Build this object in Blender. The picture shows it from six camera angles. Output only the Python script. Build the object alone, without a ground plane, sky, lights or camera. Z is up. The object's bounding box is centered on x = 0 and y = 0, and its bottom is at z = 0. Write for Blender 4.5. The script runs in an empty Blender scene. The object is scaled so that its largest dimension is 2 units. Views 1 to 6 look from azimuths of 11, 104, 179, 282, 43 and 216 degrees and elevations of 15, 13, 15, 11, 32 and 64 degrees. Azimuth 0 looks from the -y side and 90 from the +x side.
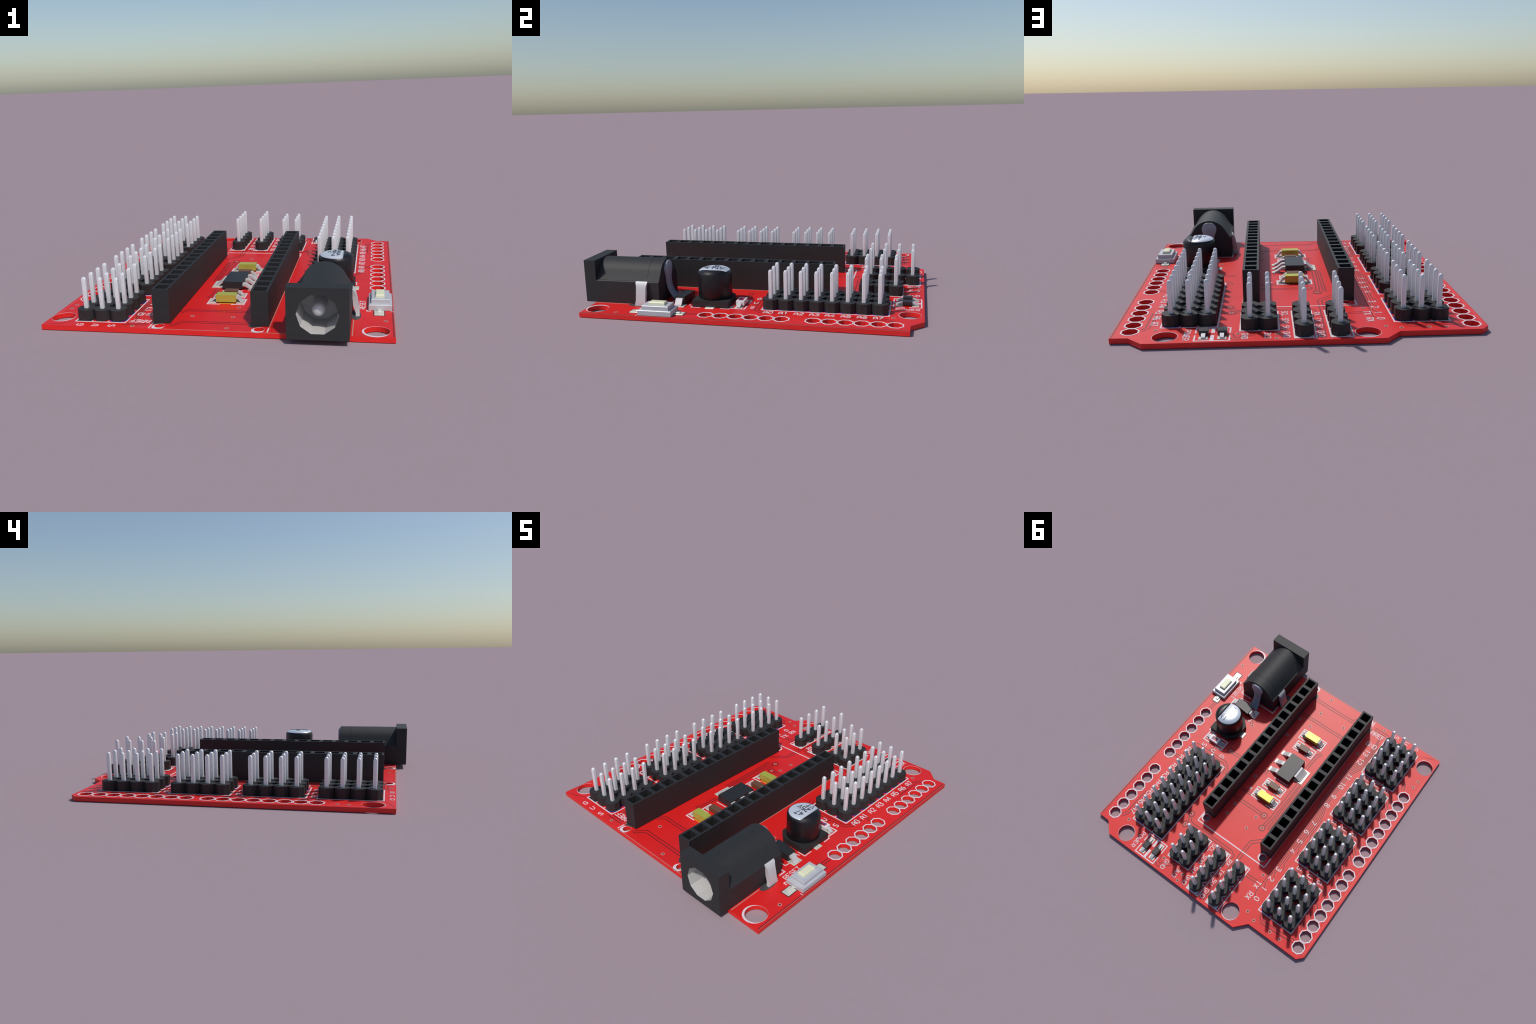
"""Nano-style expansion shield: red circuit board with pin headers, two socket
strips, a power jack, an electrolytic capacitor, a push button and small parts."""
import bpy, bmesh, math
from mathutils import Vector

# ------------------------------------------------------------------ materials
def material(name, color, rough=0.5, metallic=0.0, spec=0.5, vary=0.06, scale=30.0,
             bump=0.0, bump_scale=200.0, coat=0.0):
    m = bpy.data.materials.new(name)
    m.use_nodes = True
    nt = m.node_tree
    bsdf = nt.nodes["Principled BSDF"]
    tc = nt.nodes.new("ShaderNodeTexCoord")
    noise = nt.nodes.new("ShaderNodeTexNoise")
    noise.inputs["Scale"].default_value = scale
    noise.inputs["Detail"].default_value = 3.0
    ramp = nt.nodes.new("ShaderNodeValToRGB")
    lo = [max(0.0, c * (1 - vary)) for c in color]
    hi = [min(1.0, c * (1 + vary)) for c in color]
    ramp.color_ramp.elements[0].position = 0.3
    ramp.color_ramp.elements[0].color = (*lo, 1)
    ramp.color_ramp.elements[1].position = 0.7
    ramp.color_ramp.elements[1].color = (*hi, 1)
    nt.links.new(tc.outputs["Object"], noise.inputs["Vector"])
    nt.links.new(noise.outputs["Fac"], ramp.inputs["Fac"])
    nt.links.new(ramp.outputs["Color"], bsdf.inputs["Base Color"])
    bsdf.inputs["Roughness"].default_value = rough
    bsdf.inputs["Metallic"].default_value = metallic
    bsdf.inputs["Specular IOR Level"].default_value = spec
    bsdf.inputs["Coat Weight"].default_value = coat
    if bump > 0:
        n2 = nt.nodes.new("ShaderNodeTexNoise")
        n2.inputs["Scale"].default_value = bump_scale
        b = nt.nodes.new("ShaderNodeBump")
        b.inputs["Strength"].default_value = bump
        b.inputs["Distance"].default_value = 0.001
        nt.links.new(tc.outputs["Object"], n2.inputs["Vector"])
        nt.links.new(n2.outputs["Fac"], b.inputs["Height"])
        nt.links.new(b.outputs["Normal"], bsdf.inputs["Normal"])
    return m

RED    = material("red_solder_mask", (0.68, 0.012, 0.011), rough=0.47, spec=0.5, vary=0.05, scale=7)
EDGE   = material("red_board_edge", (0.79, 0.014, 0.012), rough=0.55, vary=0.05, scale=20)
TRACE  = material("dark_trace_edge", (0.24, 0.010, 0.013), rough=0.50, vary=0.05)
RIB    = material("light_trace_core", (0.74, 0.060, 0.055), rough=0.48, vary=0.05)
WHITE  = material("white_silkscreen", (0.73, 0.63, 0.67), rough=0.5, vary=0.04, scale=60)
DIMMED  = material("dimmed_print", (0.48, 0.24, 0.20), rough=0.5)
BLUE   = material("blue_print", (0.015, 0.02, 0.38), rough=0.5)
REDPR  = material("red_print", (0.60, 0.012, 0.012), rough=0.5)
BLACKPR= material("black_print", (0.03, 0.03, 0.032), rough=0.5)
PLASTIC= material("black_plastic", (0.017, 0.017, 0.018), rough=0.64, spec=0.5, vary=0.08, bump=0.05)
SOCKETM= material("black_socket_plastic", (0.016, 0.016, 0.017), rough=0.64, spec=0.5, vary=0.08, bump=0.04)
WELLM  = material("socket_well_dark", (0.006, 0.006, 0.006), rough=0.7, spec=0.2)
JACKM  = material("black_jack_plastic", (0.019, 0.019, 0.020), rough=0.64, spec=0.5, vary=0.08, bump=0.04)
LINING = material("grey_jack_lining", (0.50, 0.49, 0.48), rough=0.5, vary=0.03)
STEEL  = material("pin_metal", (0.80, 0.79, 0.81), rough=0.36, metallic=0.26, vary=0.04)
TIN    = material("tinned_lead", (0.58, 0.57, 0.58), rough=0.52, metallic=0.10, vary=0.05)
CONTACT= material("contact_metal", (0.33, 0.34, 0.38), rough=0.50, metallic=0.10, vary=0.05)
SOLDER = material("solder_pad", (0.66, 0.66, 0.58), rough=0.45, metallic=0.25, vary=0.15, scale=60, bump=0.1, bump_scale=60)
SLOT   = material("dark_solder_slot", (0.06, 0.06, 0.06), rough=0.5, vary=0.15)
CHIP   = material("chip_body", (0.022, 0.023, 0.025), rough=0.47, spec=0.5, vary=0.06)
YELLOW = material("yellow_capacitor_body", (0.50, 0.52, 0.085), rough=0.42, metallic=0.30, vary=0.04)
AMBER  = material("painted_amber_reflection", (0.62, 0.24, 0.03), rough=0.5)
BROWN  = material("brown_capacitor_body", (0.150, 0.068, 0.036), rough=0.5, vary=0.05)
CAN    = material("black_can_sleeve", (0.008, 0.007, 0.009), rough=0.40, spec=0.45, vary=0.05)
CANTOP = material("aluminium_can_top", (0.78, 0.81, 0.87), rough=0.28, metallic=0.45, vary=0.03)
INK    = material("grey_ink", (0.13, 0.14, 0.16), rough=0.28, metallic=0.95)
GREY   = material("grey_button_shell", (0.52, 0.53, 0.56), rough=0.42, metallic=0.15, vary=0.04)
CREAM  = material("cream_button_plunger", (0.72, 0.72, 0.50), rough=0.45, vary=0.03)
LEDWH  = material("white_led_shell", (0.78, 0.76, 0.76), rough=0.4, vary=0.03)
COPPER = material("via_ring", (0.62, 0.22, 0.19), rough=0.45, vary=0.08)
HOLE   = material("via_hole", (0.05, 0.035, 0.035), rough=0.6)
SHADOWM= material("dark_grey_patch", (0.045, 0.04, 0.042), rough=0.5)
PADRIM = material("dark_pad_rim", (0.13, 0.014, 0.016), rough=0.5)

def led_window():
    """Red window with dark and pale die squares."""
    m = bpy.data.materials.new("led_window")
    m.use_nodes = True
    nt = m.node_tree
    b = nt.nodes["Principled BSDF"]
    tc = nt.nodes.new("ShaderNodeTexCoord")
    mp = nt.nodes.new("ShaderNodeMapping")
    mp.inputs["Scale"].default_value = (110, 110, 0)
    v = nt.nodes.new("ShaderNodeTexWhiteNoise")
    v.noise_dimensions = '2D'
    fl = nt.nodes.new("ShaderNodeVectorMath"); fl.operation = 'FLOOR'
    r = nt.nodes.new("ShaderNodeValToRGB")
    r.color_ramp.interpolation = 'CONSTANT'
    e = r.color_ramp.elements
    e[0].position = 0; e[0].color = (0.62, 0.02, 0.02, 1)
    e[1].position = 0.45; e[1].color = (0.07, 0.015, 0.03, 1)
    x = e.new(0.68); x.color = (0.62, 0.5, 0.45, 1)
    x = e.new(0.82); x.color = (0.12, 0.06, 0.30, 1)
    nt.links.new(tc.outputs["Object"], mp.inputs["Vector"])
    nt.links.new(mp.outputs["Vector"], fl.inputs[0])
    nt.links.new(fl.outputs["Vector"], v.inputs["Vector"])
    nt.links.new(v.outputs["Value"], r.inputs["Fac"])
    nt.links.new(r.outputs["Color"], b.inputs["Base Color"])
    b.inputs["Roughness"].default_value = 0.4
    return m
LEDWIN = led_window()

# ------------------------------------------------------------------ helpers
WORLD = {}     # world location of every placed object

def place(ob, parent, loc):
    bpy.context.scene.collection.objects.link(ob)
    ob.parent = parent
    base = WORLD.get(parent.name, Vector((0, 0, 0))) if parent else Vector((0, 0, 0))
    ob.location = Vector(loc) - base
    WORLD[ob.name] = Vector(loc)
    return ob

def build(name, verts, faces, mats, parent, face_mats=None, smooth=None):
    """Mesh object whose origin sits at the centre of its bounds."""
    vs = [Vector(v) for v in verts]
    lo = Vector((min(v.x for v in vs), min(v.y for v in vs), min(v.z for v in vs)))
    hi = Vector((max(v.x for v in vs), max(v.y for v in vs), max(v.z for v in vs)))
    c = Vector(((lo.x + hi.x) / 2, (lo.y + hi.y) / 2, lo.z))
    me = bpy.data.meshes.new(name)
    me.from_pydata([v - c for v in vs], [], faces)
    if not isinstance(mats, (list, tuple)):
        mats = [mats]
    for m in mats:
        me.materials.append(m)
    if face_mats:
        for p, i in zip(me.polygons, face_mats):
            p.material_index = i
    bm = bmesh.new(); bm.from_mesh(me)
    bmesh.ops.recalc_face_normals(bm, faces=bm.faces)
    bm.to_mesh(me); bm.free()
    if smooth:
        me.shade_smooth()
        me.set_sharp_from_angle(angle=math.radians(smooth))
    me.update()
    return place(bpy.data.objects.new(name, me), parent, c)

class Shape:
    """Collects verts, faces and face material slots."""
    def __init__(self):
        self.v, self.f, self.m = [], [], []
    def add(self, verts, faces, slot=0):
        o = len(self.v)
        self.v += [tuple(p) for p in verts]
        self.f += [tuple(i + o for i in f) for f in faces]
        self.m += [slot] * len(faces)
        return self
    def prism(self, outline, z0, z1, slot=0, top=None):
        """Vertical prism; top = optional second outline for a tapered one."""
        n = len(outline)
        up = top or outline
        vs = [(x, y, z0) for x, y in outline] + [(x, y, z1) for x, y in up]
        fs = [tuple(range(n - 1, -1, -1)), tuple(range(n, 2 * n))]
        fs += [(i, (i + 1) % n, n + (i + 1) % n, n + i) for i in range(n)]
        return self.add(vs, fs, slot)
    def box(self, x0, x1, y0, y1, z0, z1, slot=0, inset=0.0):
        """Box with an optional chamfer of its top edges."""
        o = [(x0, y0), (x1, y0), (x1, y1), (x0, y1)]
        if inset <= 0:
            return self.prism(o, z0, z1, slot)
        t = [(x0 + inset, y0 + inset), (x1 - inset, y0 + inset), (x1 - inset, y1 - inset), (x0 + inset, y1 - inset)]
        vs = [(x, y, z0) for x, y in o] + [(x, y, z1 - inset) for x, y in o] + [(x, y, z1) for x, y in t]
        fs = [(3, 2, 1, 0), (8, 9, 10, 11)]
        for b in (0, 4):
            fs += [(b + i, b + (i + 1) % 4, b + 4 + (i + 1) % 4, b + 4 + i) for i in range(4)]
        return self.add(vs, fs, slot)
    def sweep(self, rings, slot=0, caps=True):
        """Loft through closed rings of equal length."""
        n = len(rings[0])
        vs = [p for r in rings for p in r]
        fs = []
        for k in range(len(rings) - 1):
            a, b = k * n, (k + 1) * n
            fs += [(a + i, a + (i + 1) % n, b + (i + 1) % n, b + i) for i in range(n)]
        if caps:
            fs += [tuple(range(n - 1, -1, -1)), tuple(range((len(rings) - 1) * n, len(rings) * n))]
        return self.add(vs, fs, slot)
    def lathe(self, cx, cy, profile, n=32, slot=0):
        rings = [[(cx + r * math.cos(2 * math.pi * i / n), cy + r * math.sin(2 * math.pi * i / n), z)
                  for i in range(n)] for r, z in profile]
        return self.sweep(rings, slot)
    def strip(self, pts, w, z0, z1, slot=0, offset=0.0, closed=False):
        """Flat ribbon of width w along a polyline with mitred corners."""
        P = [Vector(p) for p in pts]
        n = len(P)
        L, R = [], []
        for i, p in enumerate(P):
            if closed:
                a, b = p - P[i - 1], P[(i + 1) % n] - p
            else:
                a = p - P[i - 1] if i else P[1] - p
                b = P[i + 1] - p if i < n - 1 else a
            a, b = a.normalized(), b.normalized()
            na, nb = Vector((-a.y, a.x)), Vector((-b.y, b.x))
            m = na + nb
            m = m / max(0.35, m.dot(na)) if m.length > 1e-6 else na
            L.append(p + m * (offset + w / 2))
            R.append(p + m * (offset - w / 2))
        vs = [(q.x, q.y, z1) for q in L] + [(q.x, q.y, z1) for q in R]
        vs += [(q.x, q.y, z0) for q in L] + [(q.x, q.y, z0) for q in R]
        fs = []
        last = n if closed else n - 1
        for i in range(last):
            j = (i + 1) % n
            fs += [(i, n + i, n + j, j), (i, j, 2 * n + j, 2 * n + i), (n + j, n + i, 3 * n + i, 3 * n + j)]
        if not closed:
            fs += [(0, 2 * n, 3 * n, n), (n - 1, 2 * n - 1, 4 * n - 1, 3 * n - 1)]
        return self.add(vs, fs, slot)
    def ring(self, cx, cy, ri, ro, z0, z1, n=16, slot=0, phase=0.0, shift=(0, 0)):
        """Flat annulus; shift moves the outer circle so the rim becomes a crescent."""
        I, O = [], []
        for i in range(n):
            t = 2 * math.pi * i / n + phase
            d = Vector((math.cos(t), math.sin(t)))
            s = Vector(shift)
            dd = d.dot(s)
            far = dd + math.sqrt(max(0.0, dd * dd - s.dot(s) + ro * ro))
            I.append((cx + d.x * ri, cy + d.y * ri))
            far = max(far, ri + 0.0004)
            O.append((cx + d.x * far, cy + d.y * far))
        vs = [(x, y, z1) for x, y in I] + [(x, y, z1) for x, y in O] + [(x, y, z0) for x, y in I] + [(x, y, z0) for x, y in O]
        fs = []
        for i in range(n):
            j = (i + 1) % n
            fs += [(i, n + i, n + j, j), (n + i, 3 * n + i, 3 * n + j, n + j), (i, j, 2 * n + j, 2 * n + i)]
        return self.add(vs, fs, slot)
    def make(self, name, mats, parent, smooth=None):
        return build(name, self.v, self.f, mats, parent, self.m, smooth)

def polygon_plate(outlines, z0, z1):
    """Plate with holes: filled 2D curve, extruded, turned into verts and faces."""
    cu = bpy.data.curves.new("outline", 'CURVE')
    cu.dimensions = '2D'
    cu.fill_mode = 'BOTH'
    cu.extrude = (z1 - z0) / 2
    for o in outlines:
        sp = cu.splines.new('POLY')
        sp.points.add(len(o) - 1)
        for p, (x, y) in zip(sp.points, o):
            p.co = (x, y, 0, 1)
        sp.use_cyclic_u = True
    ob = bpy.data.objects.new("outline", cu)
    bpy.context.scene.collection.objects.link(ob)
    dg = bpy.context.evaluated_depsgraph_get()
    me = bpy.data.meshes.new_from_object(ob.evaluated_get(dg))
    bm = bmesh.new(); bm.from_mesh(me)
    bmesh.ops.remove_doubles(bm, verts=bm.verts, dist=1e-6)
    bm.verts.index_update()
    vs = [(v.co.x, v.co.y, v.co.z + (z0 + z1) / 2) for v in bm.verts]
    fs = [tuple(v.index for v in f.verts) for f in bm.faces]
    side = [0 if abs(f.normal.z) > 0.5 else 1 for f in bm.faces]
    bm.free()
    bpy.data.objects.remove(ob)
    bpy.data.curves.remove(cu)
    bpy.data.meshes.remove(me)
    return vs, fs, side

def ngon(cx, cy, r, n, phase=0.0):
    return [(cx + r * math.cos(2 * math.pi * i / n + phase), cy + r * math.sin(2 * math.pi * i / n + phase)) for i in range(n)]

def octagon(cx, cy, flat):
    """Octagon with flats facing the axes; flat = width across flats."""
    return ngon(cx, cy, flat / 2 / math.cos(math.pi / 8), 8, math.pi / 8)

# ------------------------------------------------------------------ the thing
root = bpy.data.objects.new("expansion_board", None)
bpy.context.scene.collection.objects.link(root)
root["label"] = "red microcontroller expansion shield with black pin headers and power jack"
root["category"] = "circuit board"
WORLD[root.name] = Vector((0, 0, 0))

ZT = 0.0262            # board top
PITCH = 0.0886
Z1, Z2, Z3, Z4 = ZT + 0.0004, ZT + 0.0007, ZT + 0.0012, ZT + 0.0018   # printed layers

# ------------------------------------------------------------------ board
OUTLINE = [(0.899, -0.9355), (0.899, 0.926), (0.812, 0.928), (0.738, 1.0), (-0.393, 1.0),
           (-0.466, 0.920), (-0.861, 0.917), (-0.899, 0.876), (-0.899, -0.9225)]
MOUNTS = [(0.812, -0.860, 0.0620), (0.640, 0.923, 0.0600), (-0.315, 0.921, 0.0605), (-0.832, -0.803, 0.0620)]
SOCKET_HOLES = [(0.2475, 0.489, 0.0265), (-0.266, 0.490, 0.0265), (-0.270, -0.883, 0.0265), (0.243, -0.888, 0.0265)]
SLOTS = [(0.816, -0.198 + 0.08735 * i) for i in range(6)] + [(0.816, 0.4135 + 0.08735 * i) for i in range(6)]
SLOTS += [(-0.831, -0.5036 + 0.0873 * i) for i in range(8)] + [(-0.829, 0.2345 + 0.0873 * i) for i in range(8)]

holes = [ngon(x, y, r, 20) for x, y, r in MOUNTS] + [ngon(x, y, r, 10) for x, y, r in SOCKET_HOLES]
holes += [octagon(x, y, 0.0745 if x > 0 else 0.0740) for x, y in SLOTS]
vs, fs, side = polygon_plate([OUTLINE] + holes, 0.0, ZT)
board = build("circuit_board", vs, fs, [RED, EDGE], root, side)

# rings round the holes
for x, y in SLOTS:
    s = Shape()
    s.ring(x, y, (0.03735 if x > 0 else 0.0371) / math.cos(math.pi / 8), 0.0444 / math.cos(math.pi / 8), ZT, Z3, 8, phase=math.pi / 8)
    s.make("hole_outline", WHITE, board)
for (x, y, r), sh, ro in zip(MOUNTS, [(-0.0060, -0.0070), (0.0, -0.001), (0.001, 0.003), (0.002, -0.003)], [0.0625, 0.0585, 0.0590, 0.0590]):
    Shape().ring(x, y, r + 0.0003, ro + 0.0035, ZT, Z3, 28, shift=sh).make("mounting_hole_ring", WHITE, board)
for (x, y, r), sh in zip(SOCKET_HOLES, [(0.006, 0.0), (0.006, 0.0), (-0.006, -0.012), (-0.006, -0.012)]):
    Shape().ring(x, y, r + 0.0004, r + 0.006, ZT, Z3, 16, shift=sh).make("socket_hole_ring", WHITE, board)

# ------------------------------------------------------------------ vias
VIAS = [(0.079, -0.885), (0.078, -0.733), (0.078, -0.587), (0.179, -0.595), (0.179, -0.420), (-0.141, -0.730),
        (0.357, 0.530), (0.342, 0.618), (0.149, 0.278), (0.149, 0.372), (-0.081, 0.227), (-0.039, 0.271),
        (-0.126, 0.313), (-0.035, 0.381), (0.164, 0.011), (-0.343, 0.588), (-0.411, 0.854), (-0.481, 0.879),
        (-0.615, 0.876), (-0.698, 0.877), (-0.411, -0.898), (-0.850, -0.676), (-0.846, -0.617), (-0.354, -0.605),
        (0.855, -0.725), (0.448, -0.324), (0.696, 0.835), (0.298, 0.906), (0.116, 0.921), (0.117, 0.972), (0.443, -0.047)]
vs_ = Shape()
vs_.ring(0, 0, 0.0066, 0.0118, ZT, Z3, 14, slot=0)
vs_.prism(ngon(0, 0, 0.0070, 14), ZT, Z1, slot=1)
via0 = vs_.make("via", [COPPER, HOLE], board)
mesh_via = via0.data
for k, (x, y) in enumerate(VIAS):
    if k == 0:
        via0.location.x, via0.location.y = x - WORLD[board.name].x, y - WORLD[board.name].y
        continue
    place(bpy.data.objects.new("via", mesh_via), board, (x, y, ZT))

# ------------------------------------------------------------------ traces
tr = Shape()
def trace(pts, gap=0.0205, w=0.0072):
    """A copper track under the mask: two dark flanks along a centre line."""
    trace.count += 1
    z = Z1 - 0.00002 * (trace.count % 14)        # no two crossing tracks share a plane
    tr.strip(pts, w, ZT, z, 0, offset=gap / 2)
    tr.strip(pts, w, ZT, z, 0, offset=-gap / 2)
trace.count = 0

trace([(0.195, -0.818), (-0.165, -0.818), (-0.205, -0.865), (-0.225, -0.868)])
trace([(0.195, -0.648), (-0.19, -0.648), (-0.222, -0.69)])
trace([(-0.340, -0.868), (-0.470, -0.868)])
trace([(-0.1275, 0.296), (-0.136, 0.20), (-0.138, -0.13)])
trace([(-0.064, 0.228), (0.195, 0.230)])
trace([(0.195, 0.149), (0.112, 0.149), (0.098, 0.130)], gap=0.016)
trace([(-0.222, 0.360), (-0.172, 0.403), (-0.127, 0.447), (-0.128, 0.60), (-0.123, 0.975)], gap=0.022)
trace([(0.352, 0.545), (0.330, 0.585), (0.300, 0.590), (-0.050, 0.586), (-0.079, 0.602), (-0.081, 0.635)])
trace([(0.325, 0.618), (0.295, 0.606)])
trace([(0.716, 0.19), (0.715, 0.10), (0.682, 0.062), (0.420, 0.058), (0.380, 0.090), (0.365, 0.14)], gap=0.022)
trace([(0.572, 0.05), (0.556, 0.0)], gap=0.026)
trace([(0.428, -0.046), (0.340, -0.047)])
trace([(0.508, -0.040), (0.482, -0.062), (0.480, -0.135)])
trace([(0.738, 0.590), (0.740, 0.800), (0.765, 0.842)], gap=0.02)
trace([(0.715, 0.242), (0.745, 0.226), (0.776, 0.228)], gap=0.018)
trace([(0.812, -0.318), (0.814, -0.250)], gap=0.018)
trace([(0.120, -0.090), (0.120, -0.045)], gap=0.018)
trace([(-0.112, -0.27), (-0.114, -0.40), (-0.135, -0.44)], gap=0.018)
trace([(-0.168, -0.128), (-0.170, 0.30)], gap=0.016)
trace([(-0.245, 0.656), (-0.335, 0.652)])
trace([(0.335, 0.905), (0.32, 0.955), (0.30, 0.965), (0.235, 0.915), (0.205, 0.885)], gap=0.022)
trace([(0.46, -0.33), (0.505, -0.385)], gap=0.018)
# tracks between the four servo headers and the slots at the left edge
trace([(-0.735, -0.62), (-0.780, -0.590), (-0.793, -0.548)])
for y in (-0.455, -0.025, 0.409):
    trace([(-0.500, y), (-0.715, y), (-0.742, y + 0.004), (-0.766, y + 0.032), (-0.776, y + 0.065)])
for y in (-0.37, -0.29, 0.06, 0.12, 0.21, 0.30, 0.54, 0.62, 0.70):
    trace([(-0.740, y - 0.012), (-0.756, y), (-0.782, y + 0.026)])
trace([(-0.505, 0.79), (-0.509, 0.828), (-0.540, 0.856), (-0.735, 0.838), (-0.785, 0.832)])
# bundle of tracks between the left socket strip and the headers
ENDS = [0.735, 0.64, 0.555, 0.455, 0.300, 0.175]
RIBS = Shape()
for k, ye in enumerate(ENDS):
    xa, xb, xh = -0.352 - 0.0118 * k, -0.380 - 0.0142 * k, -0.428 - 0.0105 * k
    path = [(xh, -0.83 + 0.03 * k), (xh, -0.585 + 0.004 * k), (xa - 0.004, -0.45 + 0.008 * k), (xa, -0.115), (xb, -0.012 + 0.006 * k), (xb, ye - 0.02), (xb - 0.014, ye), (xb - 0.016, ye + 0.03)]
    tr.strip(path, 0.0060, ZT, Z1, 0, offset=-0.0066)
    RIBS.strip(path, 0.0052, ZT, Z1, 0)
# border lines near the long edges
tr.strip([(0.8915, -0.930), (0.8915, 0.918)], 0.0070, ZT, Z1)
RIBS.strip([(-0.885, 0.868), (-0.885, -0.76)], 0.007, ZT, Z1)
# thin dark sliver beside the mounting hole
tr.prism([(-0.742, -0.862), (-0.800, -0.887), (-0.893, -0.919), (-0.812, -0.898)], ZT, Z1)
for x, y in [(-0.126, 0.313), (-0.081, 0.227), (0.357, 0.530), (0.342, 0.618), (0.443, -0.047)]:
    tr.ring(x, y, 0.0185, 0.0265, ZT, Z2, 18)
t_ob = tr.make("circuit_trace", TRACE, board); t_ob["kind"] = "stuff"
r_ob = RIBS.make("circuit_trace_core", RIB, board); r_ob["kind"] = "stuff"

# ------------------------------------------------------------------ printed lettering (stroke font)
GLYPH = {
 'A': [[(0, 0), (0, .62), (.12, .88), (.31, 1), (.5, .88), (.62, .62), (.62, 0)], [(.04, .40), (.58, .40)]],
 'R': [[(0, 0), (0, 1), (.45, 1), (.62, .86), (.62, .60), (.45, .46), (.05, .46)], [(.27, .46), (.62, 0)]],
 'E': [[(.62, 1), (0, 1), (0, 0), (.62, 0)], [(.04, .52), (.48, .52)]],
 'F': [[(.62, 1), (0, 1), (0, 0)], [(.04, .52), (.48, .52)]],
 'G': [[(.62, .84), (.45, 1), (.18, 1), (0, .80), (0, .20), (.18, 0), (.48, 0), (.62, .15), (.62, .50), (.34, .50)]],
 'N': [[(0, 0), (0, 1), (.62, 0), (.62, 1)]],
 'D': [[(0, 0), (0, 1), (.40, 1), (.62, .78), (.62, .22), (.40, 0)], [(.42, 0), (.03, 0)]],
 'T': [[(0, 1), (.62, 1)], [(.31, .95), (.31, 0)]],
 'X': [[(0, 0), (.62, 1)], [(0, 1), (.62, 0)]],
 'S': [[(.62, .86), (.48, 1), (.14, 1), (0, .86), (0, .66), (.14, .54), (.48, .46), (.62, .34), (.62, .14), (.48, 0), (.14, 0), (0, .14)]],
 'C': [[(.62, .82), (.45, 1), (.18, 1), (0, .80), (0, .20), (.18, 0), (.45, 0), (.62, .18)]],
 'L': [[(0, 1), (0, 0), (.60, 0)]],
 'V': [[(0, 1), (0, .30), (.20, 0), (.42, 0), (.62, .30), (.62, 1)]],
 'v': [[(0, 1), (.31, 0), (.62, 1)]],
 'P': [[(0, 0), (0, 1), (.45, 1), (.62, .86), (.62, .60), (.45, .46), (.05, .46)]],
 'O': [[(.18, 0), (0, .2), (0, .8), (.18, 1), (.44, 1), (.62, .8), (.62, .2), (.44, 0), (.18, 0)]],
 'W': [[(0, 1), (0, .2), (.12, 0), (.31, .25), (.50, 0), (.62, .2), (.62, 1)], [(.31, .18), (.31, .6)]],
 '0': [[(.18, 0), (0, .2), (0, .8), (.18, 1), (.44, 1), (.62, .8), (.62, .2), (.44, 0), (.18, 0)]],
 '1': [[(.12, .84), (.31, 1), (.31, 0)]],
 '2': [[(0, .82), (.16, 1), (.46, 1), (.62, .84), (.62, .62), (0, 0), (.62, 0)]],
 '3': [[(0, .88), (.14, 1), (.46, 1), (.60, .86), (.60, .66), (.46, .54), (.22, .54)], [(.46, .52), (.62, .36), (.62, .16), (.46, 0), (.14, 0), (0, .12)]],
 '4': [[(.46, 0), (.46, 1), (0, .32), (.62, .32)]],
 '5': [[(.58, 1), (.04, 1), (.02, .56), (.42, .60), (.62, .44), (.62, .16), (.44, 0), (.14, 0), (0, .12)]],
 '6': [[(.56, 1), (.22, .86), (0, .50), (0, .18), (.16, 0), (.46, 0), (.62, .16), (.62, .38), (.46, .54), (.16, .54), (.03, .42)]],
 '7': [[(0, 1), (.62, 1), (.14, 0)]],
 '8': [[(.18, .54), (.03, .68), (.03, .86), (.18, 1), (.44, 1), (.59, .86), (.59, .68), (.44, .54), (.18, .54)],
       [(.18, .52), (0, .36), (0, .16), (.18, 0), (.44, 0), (.62, .16), (.62, .36), (.44, .52)]],
 '9': [[(.06, 0), (.40, .14), (.62, .50), (.62, .82), (.46, 1), (.16, 1), (0, .84), (0, .62), (.16, .46), (.46, .46), (.59, .58)]],
}
PLUS_Y, MINUS_X = ((0, 1), (-1, 0)), ((-1, 0), (0, -1))     # (reading direction, letter-up direction)
def label(text, x, y, h, adv, direction=PLUS_Y, mat=None, z=None, w=None, parent=None, drape=None):
    """Word starting at (x, y) on its baseline."""
    (rx, ry), (ux, uy) = direction
    s = Shape()
    base = ZT if z is None else z
    n = 0
    wx = adv / 0.86                      # width unit
    for i, ch in enumerate(text):
        for stroke in GLYPH[ch]:
            pts = []
            for gx, gy in stroke:
                a, b = i * adv + gx * wx, gy * h
                pts.append((x + rx * a + ux * b, y + ry * a + uy * b))
            closed = pts[0] == pts[-1]
            s.strip(pts[:-1] if closed else pts, w or h * 0.148, base, base + 0.0013 + 0.0003 * (n % 3), closed=closed)
            n += 1
    if drape:                            # lay the strokes on a curved surface
        s.v = [(a, b, drape(a, b) + 0.0008 + (c - base) * 0.6) for a, b, c in s.v]
    return s.make("printed_label", mat or WHITE, parent or board)

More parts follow.
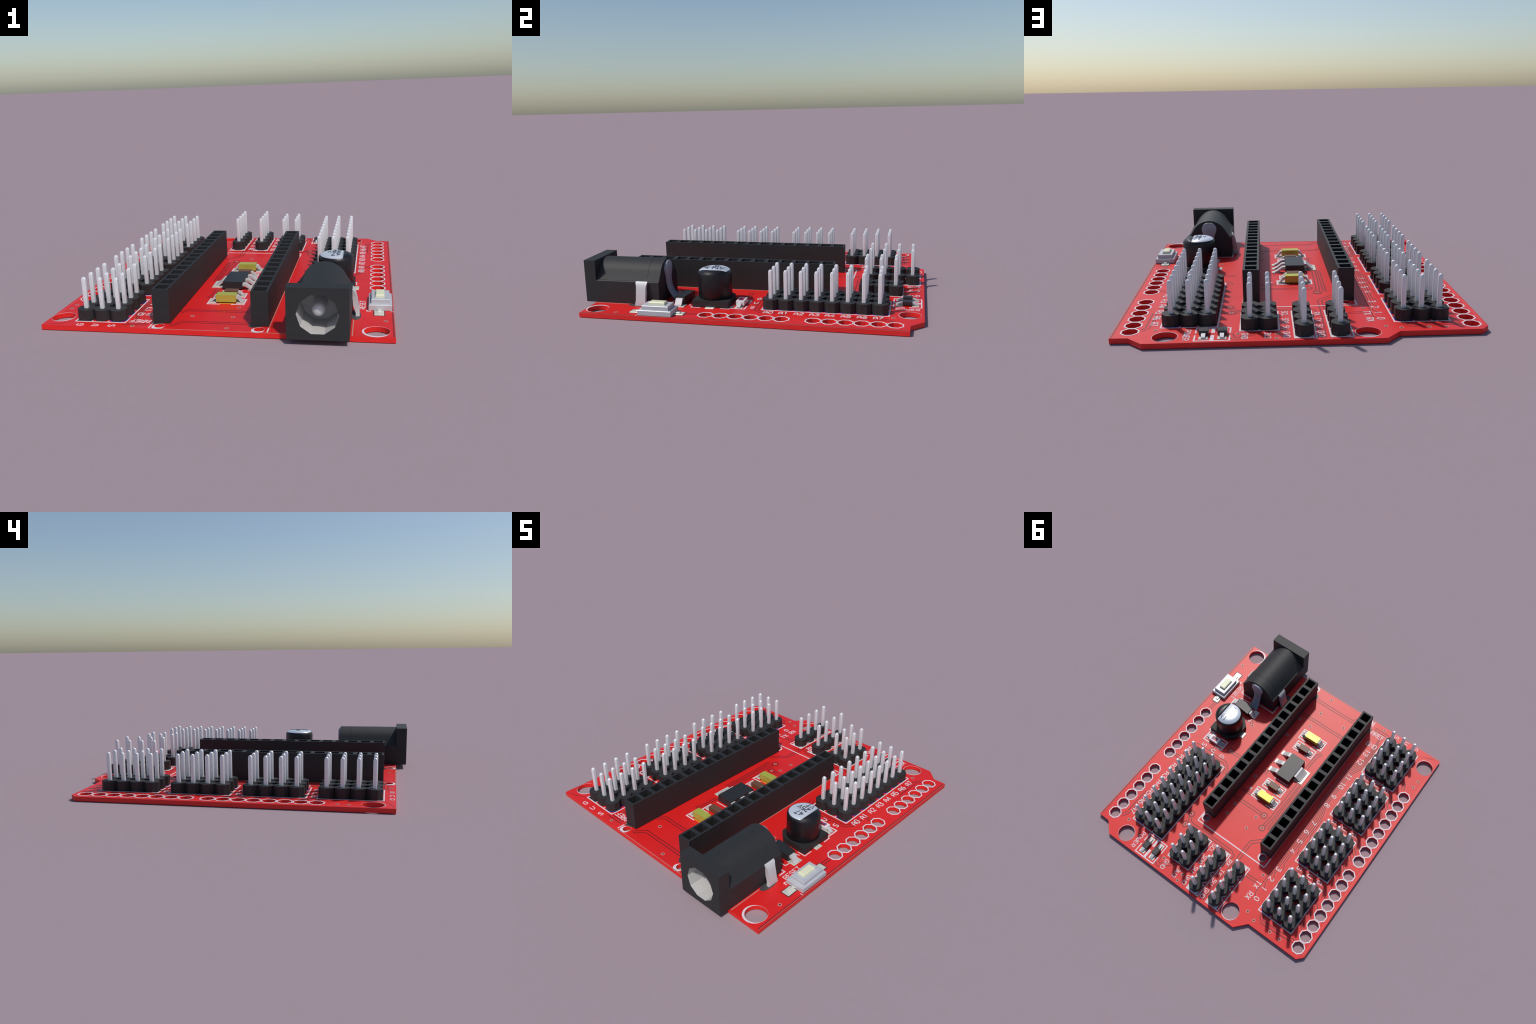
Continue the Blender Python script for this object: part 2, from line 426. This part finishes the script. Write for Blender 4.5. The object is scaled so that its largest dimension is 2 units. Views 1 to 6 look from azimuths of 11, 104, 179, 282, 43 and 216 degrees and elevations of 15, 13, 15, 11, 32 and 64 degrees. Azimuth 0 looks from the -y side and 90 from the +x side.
BIG, SML = (0.036, 0.0300), (0.0285, 0.0260)
for i in range(8):
    label("A%d" % i, 0.733, 0.115 + 0.0878 * i, *BIG)
label("AREF", -0.338, -0.810, *BIG, direction=MINUS_X)
label("GND", -0.359, -0.711, *BIG, direction=MINUS_X)
for t, y in [("13", -0.677), ("12", -0.588), ("11", -0.425), ("10", -0.336)]:
    label(t, -0.389, y, *BIG)
for t, y in [("9", -0.212), ("8", -0.124), ("7", 0.047), ("6", 0.136), ("5", 0.224), ("4", 0.312),
             ("3", 0.478), ("2", 0.566), ("1", 0.652), ("0", 0.738)]:
    label(t, -0.388, y, *BIG)
label("TX", -0.332, 0.640, *BIG)
label("RX", -0.332, 0.735, *BIG)
for t, y in [("SCL", 0.612), ("SDA", 0.716), ("5V", 0.820), ("GND", 0.899)]:
    label(t, 0.0835, y, *SML)
for t, y in [("RX", 0.638), ("TX", 0.727), ("5V", 0.814), ("GND", 0.897)]:
    label(t, -0.079, y, *SML)
label("GND", 0.280, 0.902, *SML)
label("3V3", 0.173, 0.900, *SML)
label("POWER", 0.553, 0.843, 0.0285, 0.0276)
label("RESET", 0.750, -0.555, 0.0285, 0.0272)
for t, x in [("S", 0.660), ("V", 0.571), ("G", 0.488)]:
    label(t, x, 0.020, 0.034, 0.030)
for y in (-0.914, -0.480, -0.046, 0.390):
    for t, x in [("S", -0.504), ("V", -0.594), ("G", -0.676)]:
        label(t, x, y, 0.034, 0.030)

# printed outlines
ln = Shape()
def rect(x0, x1, y0, y1, w=0.0075):
    ln.strip([(x0, y0), (x1, y0), (x1, y1), (x0, y1)], w, ZT, Z3, closed=True)
ln.strip([(-0.3140, 0.5400), (0.2895, 0.5400)], 0.0080, ZT, Z3)
for x in (-0.3165, 0.2885):
    ln.strip([(x, 0.5362), (x, 0.4600)], 0.0075, ZT, Z3)
    ln.strip([(x, -0.8700), (x, -0.9190)], 0.0070, ZT, Z4)
dim_lines = Shape()
dim_lines.strip([(0.8965, -0.930), (0.8965, 0.920)], 0.0014, ZT, Z1)
dim_lines.strip([(-0.3165, 0.4590), (-0.3165, -0.8650)], 0.0036, ZT, Z3)  # white line recoloured tan for the shadow at the socket base
dim_lines.strip([(0.2885, 0.4590), (0.2885, -0.8650)], 0.0036, ZT, Z3)
dim_lines.strip([(-0.312, -0.9235), (0.385, -0.9285)], 0.0030, ZT, Z3)
dim_lines.strip([(0.6965, -0.928), (0.6965, -0.718)], 0.0050, ZT, Z3)
def line(*pts, w=0.0075, z=Z3):
    ln.strip(list(pts), w, ZT, z)
# brackets round the two-terminal parts: two U shapes with a gap in the middle
def brackets(x0, x1, y0, y1, gap, w=0.0085):
    g = gap / 2
    cx = (x0 + x1) / 2
    line((cx - g, y0), (x0, y0), (x0, y1), (cx - g, y1), w=w)
    line((cx + g, y0), (x1, y0), (x1, y1), (cx + g, y1), w=w)
brackets(-0.110, 0.094, -0.540, -0.453, 0.062)
brackets(-0.089, 0.077, -0.428, -0.353, 0.050)
brackets(-0.090, 0.076, -0.034, 0.041, 0.050)
brackets(-0.108, 0.094, 0.066, 0.152, 0.062)
brackets(0.509, 0.680, -0.087, -0.008, 0.046)
# twin box of the power indicator
line((0.4995, 0.890), (0.4995, 0.826), (0.4175, 0.826), (0.336, 0.826), (0.336, 0.893))
line((0.4995, 0.915), (0.4995, 0.984), (0.4175, 0.984), (0.336, 0.984), (0.336, 0.925))
line((0.4175, 0.8305), (0.4175, 0.888), w=0.018)
line((0.4175, 0.917), (0.4175, 0.9795), w=0.018)
# jack, diode, regulator, button corners, polarity cross
line((0.7005, -0.556), (0.7005, -0.512), (0.603, -0.512))
line((0.527, -0.508), (0.386, -0.508), (0.386, -0.582))
line((0.672, -0.440), (0.668, -0.470), (0.565, -0.476), w=0.006)
line((0.668, -0.345), (0.640, -0.352), w=0.006)
line((0.520, -0.338), (0.488, -0.338), (0.488, -0.370), w=0.006)
line((0.694, -0.150), (0.694, -0.098), (0.640, -0.098), w=0.006)
line((0.640, -0.328), (0.694, -0.328), (0.694, -0.270), w=0.006)
line((0.045, -0.305), (-0.080, -0.305), w=0.006)
line((0.045, -0.068), (-0.080, -0.068), w=0.006)
line((0.7600, -0.570), (0.7600, -0.586), (0.780, -0.586), w=0.006)
line((0.897, -0.586), (0.880, -0.586), w=0.004)
line((0.131, 0.096), (0.131, 0.122), w=0.005)
line((0.118, 0.109), (0.144, 0.109), w=0.005, z=Z4)

# ------------------------------------------------------------------ pin headers
def pin_mesh():
    s = Shape()
    h, b = 0.0112, 0.0036
    def ringz(k, z, bb):
        return [(k, -k + bb, z), (k, k - bb, z), (k - bb, k, z), (-k + bb, k, z), (-k, k - bb, z), (-k, -k + bb, z), (-k + bb, -k, z), (k - bb, -k, z)]
    s.sweep([ringz(h, 0.0, b), ringz(h, 0.164, b), ringz(h * 0.90, 0.1700, b), ringz(h * 0.70, 0.1745, b), ringz(h * 0.40, 0.1770, b * .6)])
    me = bpy.data.meshes.new("pin")
    me.from_pydata(s.v, [], s.f)
    me.materials.append(STEEL)
    bm = bmesh.new(); bm.from_mesh(me)
    bmesh.ops.recalc_face_normals(bm, faces=bm.faces)
    bm.to_mesh(me); bm.free()
    me.shade_smooth(); me.set_sharp_from_angle(angle=math.radians(24))
    return me
PIN = pin_mesh()
PIN_Z, BLOCK_TOP = 0.0765, 0.0852

def pin_header(xs, ys, outline, fills):
    """xs, ys: pin grid; fills: print colour under each column."""
    s = Shape()
    for x in xs:
        for y in ys:
            s.prism(octagon(x, y, 0.0868), Z4 + 0.0002, BLOCK_TOP)
    head = s.make("pin_header", PLASTIC, root)
    for x in xs:
        for y in ys:
            place(bpy.data.objects.new("pin", PIN), head, (x, y, PIN_Z))
    x0, x1, y0, y1 = outline
    rect(x0, x1, y0, y1)
    for x, m in zip(xs, fills):
        if m is None:
            continue
        p = Shape()
        lo, hi = max(y0 + 0.0045, ys[0] - 0.050), min(y1 - 0.0045, ys[-1] + 0.050)
        if m is BLUE:
            for k, y in enumerate(ys):
                p.prism(octagon(x, y, 0.0950), ZT, Z1 + 0.00006 * (k % 2))
        else:
            p.box(max(x0 + 0.0045, x - 0.0442), min(x1 - 0.0045, x + 0.0442), lo, hi, ZT, Z1 - 0.0001)
        if m is WHITE:                    # red notches between the pads
            for ya, yb in zip(ys[:-1], ys[1:]):
                for xx in (x - 0.0400, x + 0.0400):
                    p.prism(ngon(xx, (ya + yb) / 2, 0.0105, 4), ZT, Z2, slot=1)
        p.make("printed_patch", [m, RED], board)
    # short ticks between the columns on both ends
    for a, b in zip(xs[:-1], xs[1:]):
        c = (a + b) / 2
        line((c, y0 + 0.003), (c, y0 + 0.016), w=0.006, z=Z4)
        line((c, y1 - 0.003), (c, y1 - 0.016), w=0.006, z=Z4)

LX = [-0.693, -0.604, -0.515]
for yc, yp in ((-0.6755, -0.6755), (-0.2495, -0.2430), (0.1878, 0.1875), (0.6196, 0.6196)):
    ys = [yp + PITCH * (i - 1.5) for i in range(4)]
    pin_header(LX, ys, (-0.738, -0.464, yc - 0.183, yc + 0.182), [BLACKPR, REDPR, BLUE])
pin_header([0.4515, 0.5407, 0.6300], [0.1388 + 0.08855 * i for i in range(8)], (0.400, 0.677, 0.093, 0.810), [BLACKPR, REDPR, BLUE])
pin_header([0.1550, 0.2430], [0.652 + PITCH * i for i in range(3)], (0.104, 0.2905, 0.610, 0.872), [BLACKPR, BLACKPR])
pin_header([-0.0125], [0.660 + PITCH * i for i in range(4)], (-0.068, 0.034, 0.610, 0.976), [WHITE])
pin_header([-0.1825], [0.660 + PITCH * i for i in range(4)], (-0.2405, -0.1355, 0.610, 0.974), [WHITE])
ln.make("printed_outline", WHITE, board)
dim_lines.make("dimmed_outline", DIMMED, board)

# ------------------------------------------------------------------ socket strips
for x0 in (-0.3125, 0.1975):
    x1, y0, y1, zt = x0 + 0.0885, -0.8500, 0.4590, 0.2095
    step = (y1 - y0) / 15
    wells = []
    for i in range(15):
        yc, xc, h = y0 + step * (i + 0.5), (x0 + x1) / 2, 0.0315
        wells.append([(xc - h, yc - h), (xc + h, yc - h), (xc + h, yc + h), (xc - h, yc + h)])
    outer = [(x0, y0), (x1, y0), (x1, y1), (x0, y1)]
    vs, fs, _ = polygon_plate([outer] + wells, ZT + 0.0022, zt)
    strip = build("socket_strip", vs, fs, SOCKETM, root)
    f = Shape(); f.box(x0 + 0.001, x1 - 0.001, y0 + 0.001, y1 - 0.001, ZT + 0.0015, 0.050)
    f.make("socket_floor", WELLM, strip)
    # dark patch that shows at the front end
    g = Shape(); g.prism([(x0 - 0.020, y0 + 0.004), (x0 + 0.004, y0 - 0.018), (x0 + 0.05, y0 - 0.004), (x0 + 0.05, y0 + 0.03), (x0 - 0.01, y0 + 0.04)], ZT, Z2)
    g.make("dark_end_patch", SHADOWM, board)

# ------------------------------------------------------------------ power jack
JX0, JX1, JC = 0.3925, 0.6870, 0.5400
YF, YS, YB = -1.0000, -0.9290, -0.5270
ZJ, ZSH = ZT + 0.0009, 0.165
j = Shape()
# square front flange with the ten-sided opening
vsj, fsj, _ = polygon_plate([[(JX0, ZJ), (JX1, ZJ), (JX1, 0.284), (JX0, 0.284)], ngon(JC, 0.153, 0.101, 10, math.pi / 5)], 0.0, YS - YF)
j.add([(x, YF + z, y) for x, y, z in vsj], fsj)
# body: box below, round vault above
def vault(y, grow=0.0):
    pts = [(JX0, ZJ), (JX1, ZJ), (JX1, ZSH - 0.004), (JX1 - 0.004, ZSH)]
    pts.append((JX1 - 0.0095, ZSH + 0.0015))
    cz, r = 0.1555, 0.1222 + grow
    a0 = math.radians(24)
    for i in range(17):
        a = a0 + (math.pi - 2 * a0) * i / 16
        pts.append((JC + r * math.cos(a), cz + r * math.sin(a)))
    pts += [(JX0 + 0.0095, ZSH + 0.0015), (JX0 + 0.004, ZSH), (JX0, ZSH - 0.004)]
    return [(x, y, z) for x, z in pts]
j.sweep([vault(YS - 0.0004), vault(-0.6050), vault(-0.6049, -0.0015), vault(-0.6035, -0.0015), vault(-0.6034), vault(YB)], caps=False)
j.add(vault(YB), [tuple(range(len(vault(YB))))])
jack = j.make("power_jack", JACKM, root, smooth=28)
# pale lining of the barrel, open at the front
l = Shape()
def decagon(r, y): return [(x, y, z) for x, z in ngon(JC, 0.153, r, 10, math.pi / 5)]
l.sweep([decagon(0.1005, YF + 0.003), decagon(0.1005, -0.790), ], caps=False)
l.add(decagon(0.1005, -0.790), [tuple(range(10))])
lin = l.make("jack_lining", LINING, jack)
cp = Shape()
prof = [(0.033, -0.792), (0.033, -0.918), (0.0305, -0.930), (0.024, -0.940), (0.014, -0.9455)]
cp.sweep([[(JC + r * math.cos(2 * math.pi * i / 20), y, 0.153 + r * math.sin(2 * math.pi * i / 20)) for i in range(20)] for r, y in prof])
cp.make("center_contact", TIN, jack, smooth=35)
# solder lugs bent down each flank
def lug(side):
    xb = JX1 if side > 0 else JX0
    #        z,     out-inner, out-outer, half width
    prof = [(0.168, 0.0010, 0.0030, 0.036), (0.160, 0.0010, 0.0110, 0.036), (0.142, 0.0010, 0.0180, 0.031),
            (0.125, 0.0010, 0.0220, 0.030), (0.090, 0.0040, 0.0290, 0.030), (0.060, 0.0120, 0.0340, 0.030),
            (0.045, 0.0180, 0.0370, 0.033), (ZT + 0.0012, 0.0180, 0.0380, 0.036)]
    yc = -0.6310
    s = Shape()
    s.sweep([[(xb + side * a, yc - w, z), (xb + side * b, yc - w, z), (xb + side * b, yc + w, z), (xb + side * a, yc + w, z)] for z, a, b, w in prof])
    s.make("solder_lug", TIN, jack, smooth=30)
    o = Shape()
    o.prism([(xb + side * 0.020 + 0.026 * math.cos(t * math.pi / 10), yc - 0.020 + 0.066 * math.sin(t * math.pi / 10)) for t in range(20)], ZT, Z2)
    o.make("solder_slot", SLOT, board)
lug(1); lug(-1)
# rear terminal: round head narrowing to a foot that bends away
tm = Shape()
head = [(0.266, 0.016), (0.258, 0.033), (0.244, 0.045), (0.226, 0.050), (0.206, 0.048), (0.188, 0.041), (0.168, 0.034),
        (0.140, 0.031), (0.105, 0.030), (0.075, 0.031), (0.055, 0.033), (0.040, 0.036), (ZT + 0.0012, 0.038)]
rings = []
for z, w in head:
    bend = 0.0 if z > 0.16 else 0.064 * ((0.16 - z) / 0.134) ** 2.8
    y0, y1 = YB + 0.0008 + bend, YB + 0.0145 + bend
    cx = 0.540
    rings.append([(cx - w, y0, z), (cx + w, y0, z), (cx + w, y1 - 0.003, z), (cx + w - 0.004, y1, z), (cx - w + 0.004, y1, z), (cx - w, y1 - 0.003, z)])
tm.sweep(rings)
tm.make("rear_terminal", CONTACT, jack, smooth=40)

# ------------------------------------------------------------------ electrolytic capacitor
CX, CY, CR = 0.5785, -0.2115, 0.1005
cb = Shape()
cb.prism([(0.519, -0.322), (0.687, -0.322), (0.687, -0.104), (0.519, -0.104), (0.468, -0.154), (0.468, -0.272)], ZT + 0.0022, 0.0665)
cap = cb.make("electrolytic_capacitor", PLASTIC, root)
can = Shape()
can.lathe(CX, CY, [(CR - 0.004, 0.0660), (CR, 0.072), (CR, 0.2110), (CR - 0.0025, 0.2200), (CR - 0.0080, 0.2270), (CR - 0.0105, 0.2275)], 40)
can.make("capacitor_can", CAN, cap, smooth=40)
# domed top: dark segment plus bright metal, each its own plate
def disc_part(dark):
    r, xs = CR - 0.0105, 0.6205 - CX
    a = math.acos(xs / r)
    n = 28
    if dark: ang = [-a + 2 * a * i / n for i in range(n + 1)]
    else: ang = [a + (2 * math.pi - 2 * a) * i / n for i in range(n + 1)]
    return [(CX + r * math.cos(t), CY + r * math.sin(t)) for t in ang]
def can_top(x, y):
    d = math.hypot(x - CX, y - CY) / CR
    return 0.2430 - 0.0150 * min(1.0, d / 0.9) ** 5
def dome(dark):
    o = disc_part(dark)
    cx = sum(p[0] for p in o) / len(o); cy = sum(p[1] for p in o) / len(o)
    s = Shape()
    rings = []
    for k in (1.0, 0.96, 0.9, 0.8, 0.65, 0.5, 0.35, 0.2, 0.08):
        rings.append([(cx + (x - cx) * k, cy + (y - cy) * k, can_top(cx + (x - cx) * k, cy + (y - cy) * k)) for x, y in o])
    base = [(x, y, 0.220) for x, y in o]
    s.sweep([base] + rings)
    return s
dome(False).make("capacitor_top", CANTOP, cap, smooth=50)
dome(True).make("capacitor_stripe", CAN, cap, smooth=50)
for t, x, y in [("47", 0.602, -0.240), ("25v", 0.605, -0.188), ("vT", 0.608, -0.141)]:
    label(t, x, y, 0.034, 0.0262, direction=MINUS_X, mat=INK, z=0.2285, w=0.0050, parent=cap, drape=can_top)
for s_ in (-1, 1):
    p = Shape()
    cxp = CX + s_ * 0.1185
    p.box(cxp - 0.022, cxp + 0.013 if s_ > 0 else cxp + 0.022, CY - 0.027, CY + 0.027, ZT, ZT + 0.0050, inset=0.002)
    p.make("capacitor_terminal", SOLDER, cap)

# ------------------------------------------------------------------ push button
bs = Shape()
bs.box(0.7685, 0.8900, -0.5760, -0.3770, ZT + 0.0016, 0.0575, inset=0.0025)
bs.box(0.7820, 0.8770, -0.5540, -0.3960, 0.0570, 0.0815, inset=0.0025)
btn = bs.make("reset_button", GREY, root)
pl = Shape(); pl.box(0.8035, 0.8490, -0.5220, -0.4270, 0.0810, 0.0965, inset=0.0045)
pl.make("button_plunger", CREAM, btn)
for y0, y1 in ((-0.6460, -0.5800), (-0.3740, -0.3220)):
    r = Shape(); r.box(0.7920, 0.8540, y0 - 0.006, y1 + 0.006, ZT, Z1); r.make("pad_rim", PADRIM, board)
    p = Shape(); p.box(0.7980, 0.8480, y0, y1, ZT, ZT + 0.0040, inset=0.0018); p.make("solder_pad", SOLDER, board)
    q = Shape()
    yy = (y0, y0 + 0.08) if y0 < -0.5 else (y1 - 0.075, y1)
    q.box(0.8130, 0.8330, (-0.612 if y0 < -0.5 else -0.3775), (-0.5755 if y0 < -0.5 else -0.345), ZT + 0.0035, ZT + 0.0110, inset=0.002)
    q.make("button_terminal", SOLDER, btn)

# ------------------------------------------------------------------ gull leads
def lead(parent, x0, x1, y, half, z_top, z_thick, along='x', sx=1, name="lead", mat=None, knee=0.30):
    """Bent strip from the body (x0) out and down to the board (x1)."""
    d = x1 - x0
    prof = [(x0, z_top), (x0 + d * knee, z_top - 0.001), (x0 + d * 0.80, ZT + 0.013), (x1, ZT + 0.009)]
    low = [(x0, z_top - z_thick), (x0 + d * knee * 0.8, z_top - z_thick), (x0 + d * 0.66, ZT + 0.0055), (x1, ZT + 0.0045)]
    s = Shape()
    rings = []
    for (ax, az), (bx, bz) in zip(prof, low):
        if along == 'x':
            rings.append([(ax, y - half, az), (ax, y + half, az), (bx, y + half, bz), (bx, y - half, bz)])
        else:
            rings.append([(y - half, ax, az), (y + half, ax, az), (y + half, bx, bz), (y - half, bx, bz)])
    s.sweep(rings)
    return s.make(name, mat or TIN, parent, smooth=25)

def pad(x0, x1, y0, y1, z=0.0040, mat=None):
    s = Shape(); s.box(x0, x1, y0, y1, ZT, ZT + z, inset=0.0012)
    s.make("solder_pad", mat or SOLDER, board)

# voltage regulator
rg = Shape(); rg.box(-0.0790, 0.0385, -0.2925, -0.0815, 0.0345, 0.0770)
reg = rg.make("voltage_regulator", CHIP, root)
for y in (-0.2740, -0.1880, -0.1090):
    lead(reg, 0.0383, 0.1050, y, 0.0170, 0.0655, 0.0150)
    pad(0.0700, 0.1210, y - 0.0195, y + 0.0195)
lead(reg, -0.0788, -0.1380, -0.1930, 0.0480, 0.0680, 0.0150, name="heat_tab")
pad(-0.1570, -0.0850, -0.2540, -0.1330)

# tantalum (yellow) and ceramic (brown) capacitors
for y0, y1 in ((-0.5250, -0.4715), (0.0855, 0.1375)):
    s = Shape(); s.box(-0.0635, 0.0485, y0, y1, 0.0345, 0.0745)
    c = s.make("tantalum_capacitor", YELLOW, root)
    f = Shape(); f.box(-0.0500, 0.0400, y0 - 0.0100, y1 - 0.0100, ZT, Z2); f.make("amber_reflection_strip", AMBER, board)  # flat amber plate models the reflection below the yellow body
    ym = (y0 + y1) / 2
    for sg, xb in ((1, 0.0483), (-1, -0.0633)):
        lead(c, xb, xb + sg * 0.0370, ym, 0.0175, 0.0665, 0.0160)
        pad(min(xb, xb + sg * 0.040), max(xb, xb + sg * 0.040), ym - 0.028, ym + 0.028, z=0.003)
for y0, y1 in ((-0.4085, -0.3655), (-0.0200, 0.0250)):
    s = Shape(); s.box(-0.0435, 0.0345, y0, y1, 0.0320, 0.0605)
    c = s.make("ceramic_capacitor", BROWN, root)
    ym = (y0 + y1) / 2
    for sg, xb in ((1, 0.0343), (-1, -0.0433)):
        lead(c, xb, xb + sg * 0.0320, ym, 0.0115, 0.0545, 0.0110)
        pad(min(xb, xb + sg * 0.036), max(xb, xb + sg * 0.036), ym - 0.022, ym + 0.022, z=0.003)

# diode beside the jack
dd = Shape()
dd.prism([(0.5240, -0.4270), (0.5890, -0.4390), (0.6600, -0.4380), (0.6600, -0.3770), (0.5220, -0.3620)], 0.0360, 0.0780)
dio = dd.make("rectifier_diode", CHIP, root)
lead(dio, 0.6598, 0.7020, -0.4075, 0.0205, 0.0690, 0.0170)
lead(dio, 0.5235, 0.4780, -0.3960, 0.0205, 0.0690, 0.0170)
pad(0.4680, 0.5130, -0.4480, -0.3780); pad(0.6500, 0.7080, -0.4380, -0.3680)

# white indicator light beside the capacitor
s = Shape(); s.box(0.5570, 0.6370, -0.0700, -0.0210, 0.0330, 0.0600, inset=0.0012)
led = s.make("indicator_light", LEDWH, root)
s = Shape(); s.box(0.5720, 0.6230, -0.0600, -0.0310, 0.0590, 0.0606); s.make("light_window", LEDWIN, led)
lead(led, 0.6368, 0.6720, -0.0465, 0.0110, 0.0500, 0.0090)
lead(led, 0.5572, 0.5200, -0.0465, 0.0110, 0.0500, 0.0090, mat=CONTACT)
pad(0.6300, 0.6700, -0.0700, -0.0250, z=0.003); pad(0.5170, 0.5600, -0.0700, -0.0250, z=0.003)

# twin power indicator: resistor and light
for k, (x0, x1) in enumerate(((0.4360, 0.4800), (0.3500, 0.3920))):
    s = Shape(); s.box(x0, x1, 0.8780, 0.9300, 0.0340, 0.0545, inset=0.001)
    c = s.make("chip_resistor", CHIP, root)
    xm = (x0 + x1) / 2
    for sg, yb in ((1, 0.9298), (-1, 0.8782)):
        lead(c, yb, yb + sg * 0.0340, xm, 0.0098, 0.0455, 0.0080, along='y')
        pad(xm - 0.0215, xm + 0.0215, min(yb, yb + sg * 0.040), max(yb, yb + sg * 0.040), z=0.003)
    if k == 1:
        label("331", x0 + 0.032, 0.884, 0.020, 0.0145, mat=SLOT, z=0.0540, w=0.0035, parent=c)
